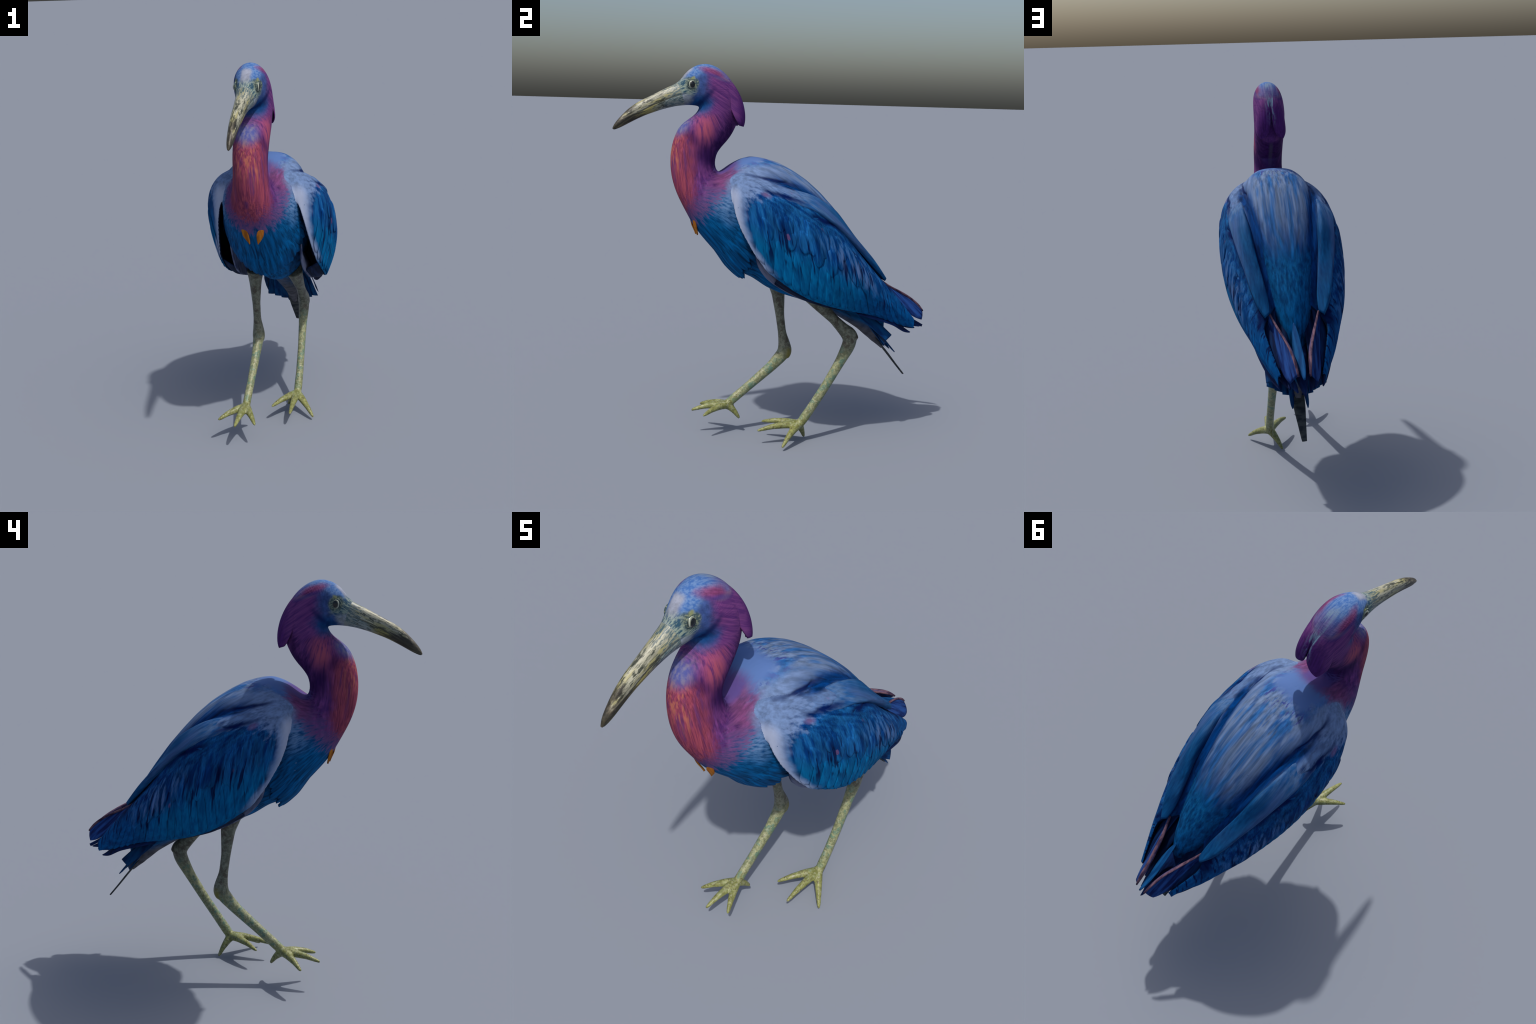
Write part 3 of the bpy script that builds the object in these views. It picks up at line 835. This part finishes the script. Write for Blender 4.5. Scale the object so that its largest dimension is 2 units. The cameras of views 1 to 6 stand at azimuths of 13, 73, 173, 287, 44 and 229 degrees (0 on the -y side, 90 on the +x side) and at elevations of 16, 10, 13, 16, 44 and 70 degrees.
def conform(frame, c0, c1, half, lift, thick, tip=0.6, tilt=0.0, bend=0.0, nl=18, nw=9, base=0.7, sx=1, ramp=0.4):
    """Feather laid on a surface: centre line from c0 to c1 in the surface's two parameters."""
    t = np.linspace(0, 1, nl)
    sgm = np.linspace(-1, 1, nw)
    tt, ss_ = np.meshgrid(t, sgm, indexing="ij")
    h = outline(tt, tip, base) * half
    a = c0[0] + (c1[0] - c0[0]) * tt + bend * tt ** 2 + ss_ * h
    b = c0[1] + (c1[1] - c0[1]) * tt
    p, n = frame(a, b)
    off = (lift + 0.009) * sstep(0, ramp, tt) - 0.009 + 0.0025 * (1 - ss_ ** 2) + tilt * ss_
    top = p + n * off[..., None]
    bot = p + n * (off - thick)[..., None]
    v, f = shell(top, bot)
    if sx < 0:
        v, f = mirror((v, f))
    return v, f


feather_count = 0
for side, wing in zip((1, -1), wings):
    r = np.random.default_rng(11)
    # flight feathers hanging to the lower edge, swept back towards the tail
    ys = np.concatenate([np.linspace(-0.165, 0.44, 14), np.linspace(0.485, 0.70, 6)])
    for k, y1 in enumerate(ys):
        sweep = 0.02 + 0.22 * sstep(0.1, 0.65, y1)
        y0 = y1 - sweep * 0.55
        v0 = 0.50 if y1 < 0.45 else 0.25
        half = 0.0252 if y1 < 0.45 else 0.026
        g = conform(wing_frame, (y0, v0), (y1, 0.98 + 0.01 * r.random()), half * (0.95 + 0.1 * r.random()), 0.003, 0.004, 0.88, -0.0022, 0.0, base=0.52, sx=side)
        me = new_mesh("flight_feather", *g)
        fix_normals(me)
        add("flight_feather", me, flight_mat, wing)
    # irregular rows of coverts above them
    for row, (v0, v1, n, hw) in enumerate(((0.36, 0.62, 13, 0.034), (0.29, 0.51, 10, 0.034))):
        for k in range(n):
            y1 = -0.19 + 0.03 * row + (0.68 - 0.07 * row) * (k + 0.9 * (r.random() - 0.5)) / (n - 1)
            sw = 0.02 + 0.14 * sstep(0.1, 0.6, y1) + 0.03 * (r.random() - 0.5)
            dv = 0.13 * (r.random() - 0.5)
            up = 0.06 * sstep(0.15, -0.2, y1)
            if y1 < (-0.12 if row else -0.165):
                continue
            g = conform(wing_frame, (y1 - sw * 0.6, v0 - 0.02 + up), (y1, v1 + dv + up), hw * (0.65 + 0.6 * r.random()), 0.0034, 0.006, 0.35, 0.003 * (r.random() - 0.5), 0.03 * (r.random() - 0.5), sx=side)
            me = new_mesh("covert_feather", *g)
            fix_normals(me)
            add("covert_feather", me, covert_mat, wing)


def blade(spine, normal, thick, nl=30, nw=9, camber=0.0, skew=0.0, sig=2.0):
    """Free feather: spine rows x y z half_width; normal is the face direction."""
    sp, _ = dense(spine, nl, 3, sig)
    tg = np.gradient(sp[:, :3], axis=0)
    tg /= np.linalg.norm(tg, axis=1, keepdims=True)
    nrm = np.array(normal, float)
    nn = nrm - tg * (tg @ nrm)[:, None]
    nn /= np.linalg.norm(nn, axis=1, keepdims=True)
    wd = np.cross(tg, nn)
    s1 = np.linspace(-1, 1, nw)
    hw = sp[:, 3]
    mid = sp[:, None, :3] + wd[:, None] * (hw[:, None] * s1)[..., None] + nn[:, None] * (camber * (1 - s1 ** 2))[None, :, None]
    mid += tg[:, None] * (skew * hw[:, None] * s1 * np.linspace(0, 1, nl)[:, None] ** 2)[..., None]
    e = (thick * np.clip(1 - s1 ** 4, 0.25, 1))[None, :, None]
    return shell(mid + nn[:, None] * e / 2, mid - nn[:, None] * e / 2)


def put(name, src, mat, parent):
    me = new_mesh(name, *src)
    fix_normals(me)
    return add(name, me, mat, parent)


# flank panel under each wing
flank_mat = plain("flank_plumage", (60, 72, 108), (120, 128, 158), -55, 7, 40, rnd=False)
flank_mat_dark = flank_mat
FL = [(-.165, .192, 1.165, .150, 1.18), (-.18, .178, 1.075, .150, 1.12), (-.16, .176, .99, .15, 1.09), (-.11, .178, .925, .15, 1.05), (-.05, .182, .880, .15, 1.02), (.06, .188, .820, .15, .98), (.2, .185, .772, .14, .93), (.32, .17, .745, .12, .88)]
fl, _ = dense(FL, 60, 3, 2)
fl[:, 1] += 0.010 * sstep(.2, -.02, fl[:, 0])
s1 = np.linspace(0, 1, 16)
ptop = fl[:, [3, 0, 4]][:, None]
pbot = fl[:, [1, 0, 2]][:, None]
grid = ptop + (pbot - ptop) * s1[None, :, None]
grid[..., 0] += 0.018 * np.sin(np.pi * s1)[None]
for side, wing in zip((1, -1), wings):
    g1 = grid.copy(); g2 = grid - np.array([0.010, 0, 0])
    src = shell(g1, g2)
    if side < 0:
        src = mirror(src)
    put("flank", src, flank_mat, heron)

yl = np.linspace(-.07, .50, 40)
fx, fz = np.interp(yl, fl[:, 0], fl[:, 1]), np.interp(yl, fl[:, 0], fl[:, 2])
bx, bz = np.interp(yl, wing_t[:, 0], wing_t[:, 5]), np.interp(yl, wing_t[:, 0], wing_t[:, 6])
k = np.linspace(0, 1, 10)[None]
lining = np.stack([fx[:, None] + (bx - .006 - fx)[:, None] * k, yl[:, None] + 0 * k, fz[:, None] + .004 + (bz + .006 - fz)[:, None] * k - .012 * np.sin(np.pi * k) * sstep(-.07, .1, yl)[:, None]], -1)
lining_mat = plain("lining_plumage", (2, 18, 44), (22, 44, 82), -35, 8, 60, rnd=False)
for side in (1, -1):
    src = shell(lining, lining + np.array([0, 0, .006]))
    put("wing_lining", src if side > 0 else mirror(src), lining_mat, wings[0] if side > 0 else wings[1])

# inner flight feathers (three upright blades over the tail)
tert = plain("inner_feather", (14, 34, 92), (40, 84, 158), -40, 5, 60)
rim = plain("feather_rim", (66, 50, 74), (128, 98, 112), -40, 16, 60, rnd=False)
blue_vane = plain("blue_vane", (8, 70, 128), (26, 100, 164), -40, 8, 60)


def mir(src, side):
    return src if side > 0 else mirror(src)


under_mat = plain("under_feather", (0, 22, 62), (4, 46, 94), -42, 6, 60, rough=.8, spec=.1)
for side, wing in zip((1, -1), wings):
    for sp, nn in (([(.118, .46, .93, .03), (.128, .56, .845, .038), (.120, .65, .765, .034), (.108, .70, .715, .022), (.102, .735, .680, .006)], (.45, .45, .75)),
                   ([(.075, .46, .92, .04), (.085, .56, .82, .045), (.080, .65, .735, .036), (.072, .71, .685, .022), (.067, .745, .655, .006)], (.35, .55, .75)),
                   ([(.040, .50, .84, .05), (.042, .58, .76, .05), (.036, .65, .700, .040), (.032, .69, .665, .025), (.028, .725, .635, .006)], (.2, .6, .75))):
        put("under_feather", blade(sp, nn, .005, camber=.006) if side > 0 else mirror(blade(sp, nn, .005, camber=.006)), under_mat, wing)
for side, wing in zip((1, -1), wings):
    edge = [(.124, .530, .905, .0045), (.088, .620, .843, .009), (.067, .680, .815, .011), (.050, .733, .786, .011), (.040, .782, .755, .011), (.033, .825, .722, .010), (.029, .856, .688, .004)]
    up = [(px + .54 * h, py - .43 * h, pz - .58 * h, h) for (px, py, pz, _), h in zip(edge, (.014, .032, .043, .049, .051, .048, .032))]
    put("inner_feather", mir(blade(up, (.75, .1, .62), .005, camber=.004), side), tert, wing)
    put("feather_rim", mir(blade(edge, (-.62, .1, .75), .010, nw=7), side), rim, wing)
m = [(.010, .585, .868, .004), (.012, .64, .826, .018), (.012, .69, .782, .024), (.007, .745, .745, .024), (.003, .80, .710, .020), (.001, .85, .680, .010), (.001, .862, .672, .005)]
put("inner_feather", blade(m, (.45, .35, .8), .005, camber=.003), blue_vane, heron)

# long wing feathers reaching out below the wing tip
prim = plain("wing_quill", (2, 20, 64), (12, 46, 104), -25, 8, 50, rough=.75, spec=.12)
for side, wing in zip((1, -1), wings):
    for x0, x1, y1, z1, h in ((.150, .106, .745, .588, .020), (.120, .060, .792, .600, .020), (.095, .030, .840, .600, .018)):
        sp = [(x0 + .04, .40, .735, .02), (x0 + .02, .52, .700, .026), (x0, .62, .665, h + .006), (x1 + .01, y1 - .04, z1 + .018, h), (x1, y1, z1, .003)]
        put("wing_quill", mir(blade(sp, (.65, .1, .75), .005, camber=.003), side), prim, wing)
sp = [(0, .50, .80, .05), (0, .62, .74, .05), (0, .74, .665, .036), (0, .82, .615, .020), (-.002, .868, .588, .003)]
put("wing_quill", blade(sp, (0, .6, .8), .005, camber=.012), prim, heron)

# ------------------------------------------------------------------ tail
tail = bpy.data.objects.new("tail", None)
bpy.context.scene.collection.objects.link(tail)
tail.parent = heron
tail_mat = plain("tail_plumage", (2, 44, 94), (12, 78, 132), -50, 8, 50)
for side in (1, -1):
    for k, (x0, x1, y1, z1, h, tilt) in enumerate(((.060, .122, .594, .535, .034, .32), (.050, .085, .608, .519, .032, .24), (.035, .045, .620, .504, .034, .12))):
        sp = [(x0, .36, .800 - .02 * k, h * .8), (.5 * (x0 + x1), .49, .690 - .012 * k, h), (x1, y1 - .01, z1 + .01, h), (x1, y1, z1, h * .99)]
        put("tail_feather", mir(blade(sp, (tilt, .62, .75), .005, skew=-.42 if k < 2 else -.2, sig=1.0), side), tail_mat, tail)
    sp = [(.120, .38, .765, .020), (.134, .47, .690, .030), (.140, .55, .622, .030), (.141, .598, .580, .028), (.141, .606, .572, .028)]
    put("tail_feather", mir(blade(sp, (.85, .28, .42), .005, skew=-.3, sig=1.0), side), tail_mat, tail)
    sp = [(.034, .54, .62, .016), (.036, .62, .54, .015), (.038, .675, .478, .010), (.038, .692, .460, .003)]
    put("tail_feather", mir(blade(sp, (.5, .62, .6), .005, sig=1.0), side), tail_mat, tail)
spike_mat = plain("tail_quill", (52, 58, 64), (88, 92, 92), -50, 40, 20)
sp = [(0, .52, .60, .030), (0, .60, .520, .032), (0, .66, .450, .030), (-.003, .72, .376, .020), (-.005, .764, .324, .0135), (-.006, .769, .318, .012)]
put("tail_quill", blade(sp, (0, .68, .73), .008, sig=1.0), spike_mat, tail)


# ------------------------------------------------------------------ breast feathers
def t_at(vy):
    """Body parameter where the underside passes the given y (behind the neck)."""
    k0 = int(0.5 * NB)
    return (k0 + np.argmin(np.abs(body_t[k0:, 2] - vy))) / (NB - 1)


breast_mat = plain("breast_feather", (6, 48, 94), (26, 92, 148), -45, 9, 80)
r = np.random.default_rng(5)
for k in range(23):
    u = (k - 11) / 11.0
    th = np.pi + u * 1.2
    ty = -0.190 - 0.035 * abs(u) + 0.035 * (r.random() - 0.5)
    g = conform(body_frame, (th, t_at(-0.43)), (th + 0.03 * (r.random() - 0.5), t_at(ty)), 0.085 + 0.03 * r.random(), 0.034 - 0.018 * abs(u), 0.008, 0.55, 0.0, 0.0, nl=26, base=0.9, ramp=1.25)
    put("breast_feather", g, plum, parts["torso"])
orange_mat = plain("orange_feather", (150, 88, 28), (186, 120, 44), -60, 10, 60)
for sx in (1, -1):
    sp = [(.049 * sx, -.466, 1.245, .008), (.043 * sx, -.463, 1.215, .015), (.035 * sx, -.456, 1.182, .0175), (.026 * sx, -.445, 1.155, .0095), (.020 * sx, -.439, 1.136, .001)]
    put("orange_feather", blade(sp, (.25 * sx, -.85, -.35), .008, sig=1.0), orange_mat, parts["torso"])


# ------------------------------------------------------------------ legs
def tube(rows, n=36, m=18):
    sp, _ = dense(rows, n, 3, 1.2)
    sp[:, 3:] *= 1.06
    tg = np.gradient(sp[:, :3], axis=0)
    tg /= np.linalg.norm(tg, axis=1, keepdims=True)
    side = np.array([1.0, 0.0, 0.0])
    a = side - tg * (tg @ side)[:, None]
    a /= np.linalg.norm(a, axis=1, keepdims=True)
    b = np.cross(tg, a)
    an = np.linspace(0, 2 * np.pi, m, endpoint=False)
    return loft(sp[:, None, :3] + a[:, None] * (sp[:, 3, None] * np.cos(an))[..., None] + b[:, None] * (sp[:, 4, None] * np.sin(an))[..., None])


def leg(hip, knee_path, foot, toes, hind):
    fx, fy, fz = foot
    parts = [tube(hip), tube(knee_path)]
    for (tx, ty, tz) in toes + [hind]:
        d = np.array([tx - fx, ty - fy, tz - fz])
        rows = []
        for k, rad in ((0.0, .023), (0.3, .0195), (0.65, .014), (0.95, .0085), (1.0, .005)):
            p = np.array(foot) + d * k
            p[2] += 0.012 * math.sin(math.pi * k)
            rows.append((*p, rad, rad))
        parts.append(tube(rows))
    v, q = voxel_union(parts, 0.0042)
    v = laplace(v, q, 6, 0.5, np.ones(len(v)))
    n = vnormals(v, q)
    c = v[q].mean(1)
    cut = c[:, 2] < fz + 0.012
    o = part_of("leg", v, q, n, ~cut, skin, heron)
    part_of("foot", v, q, n, cut, skin, o)


leg([(.085, .16, .83, .045, .05), (.092, .213, .765, .034, .036), (.097, .300, .677, .024, .025), (.098, .355, .622, .027, .032), (.098, .392, .588, .032, .042), (.098, .405, .555, .032, .041)],
    [(.098, .400, .580, .029, .036), (.098, .392, .530, .029, .037), (.097, .345, .440, .022, .027), (.100, .270, .315, .020, .024), (.101, .190, .195, .020, .024), (.099, .135, .115, .022, .025), (.098, .120, .090, .016, .018)],
    (.098, .118, .100), [(.209, -.007, .018), (.095, -.114, .080), (-.017, -.058, .090)], (.033, .174, .002))
leg([(-.105, .03, .86, .045, .05), (-.110, .045, .79, .032, .035), (-.112, .060, .66, .021, .023), (-.113, .076, .56, .020, .022), (-.112, .092, .49, .029, .033), (-.111, .095, .45, .035, .042), (-.111, .085, .425, .028, .031)],
    [(-.111, .098, .47, .028, .032), (-.112, .080, .435, .028, .036), (-.113, .02, .372, .023, .028), (-.116, -.10, .272, .020, .024), (-.120, -.20, .190, .020, .024), (-.122, -.228, .165, .020, .022)],
    (-.123, -.231, .163), [(-.246, -.355, .136), (-.139, -.427, .139), (-.040, -.381, .135)], (-.108, -.159, .082))
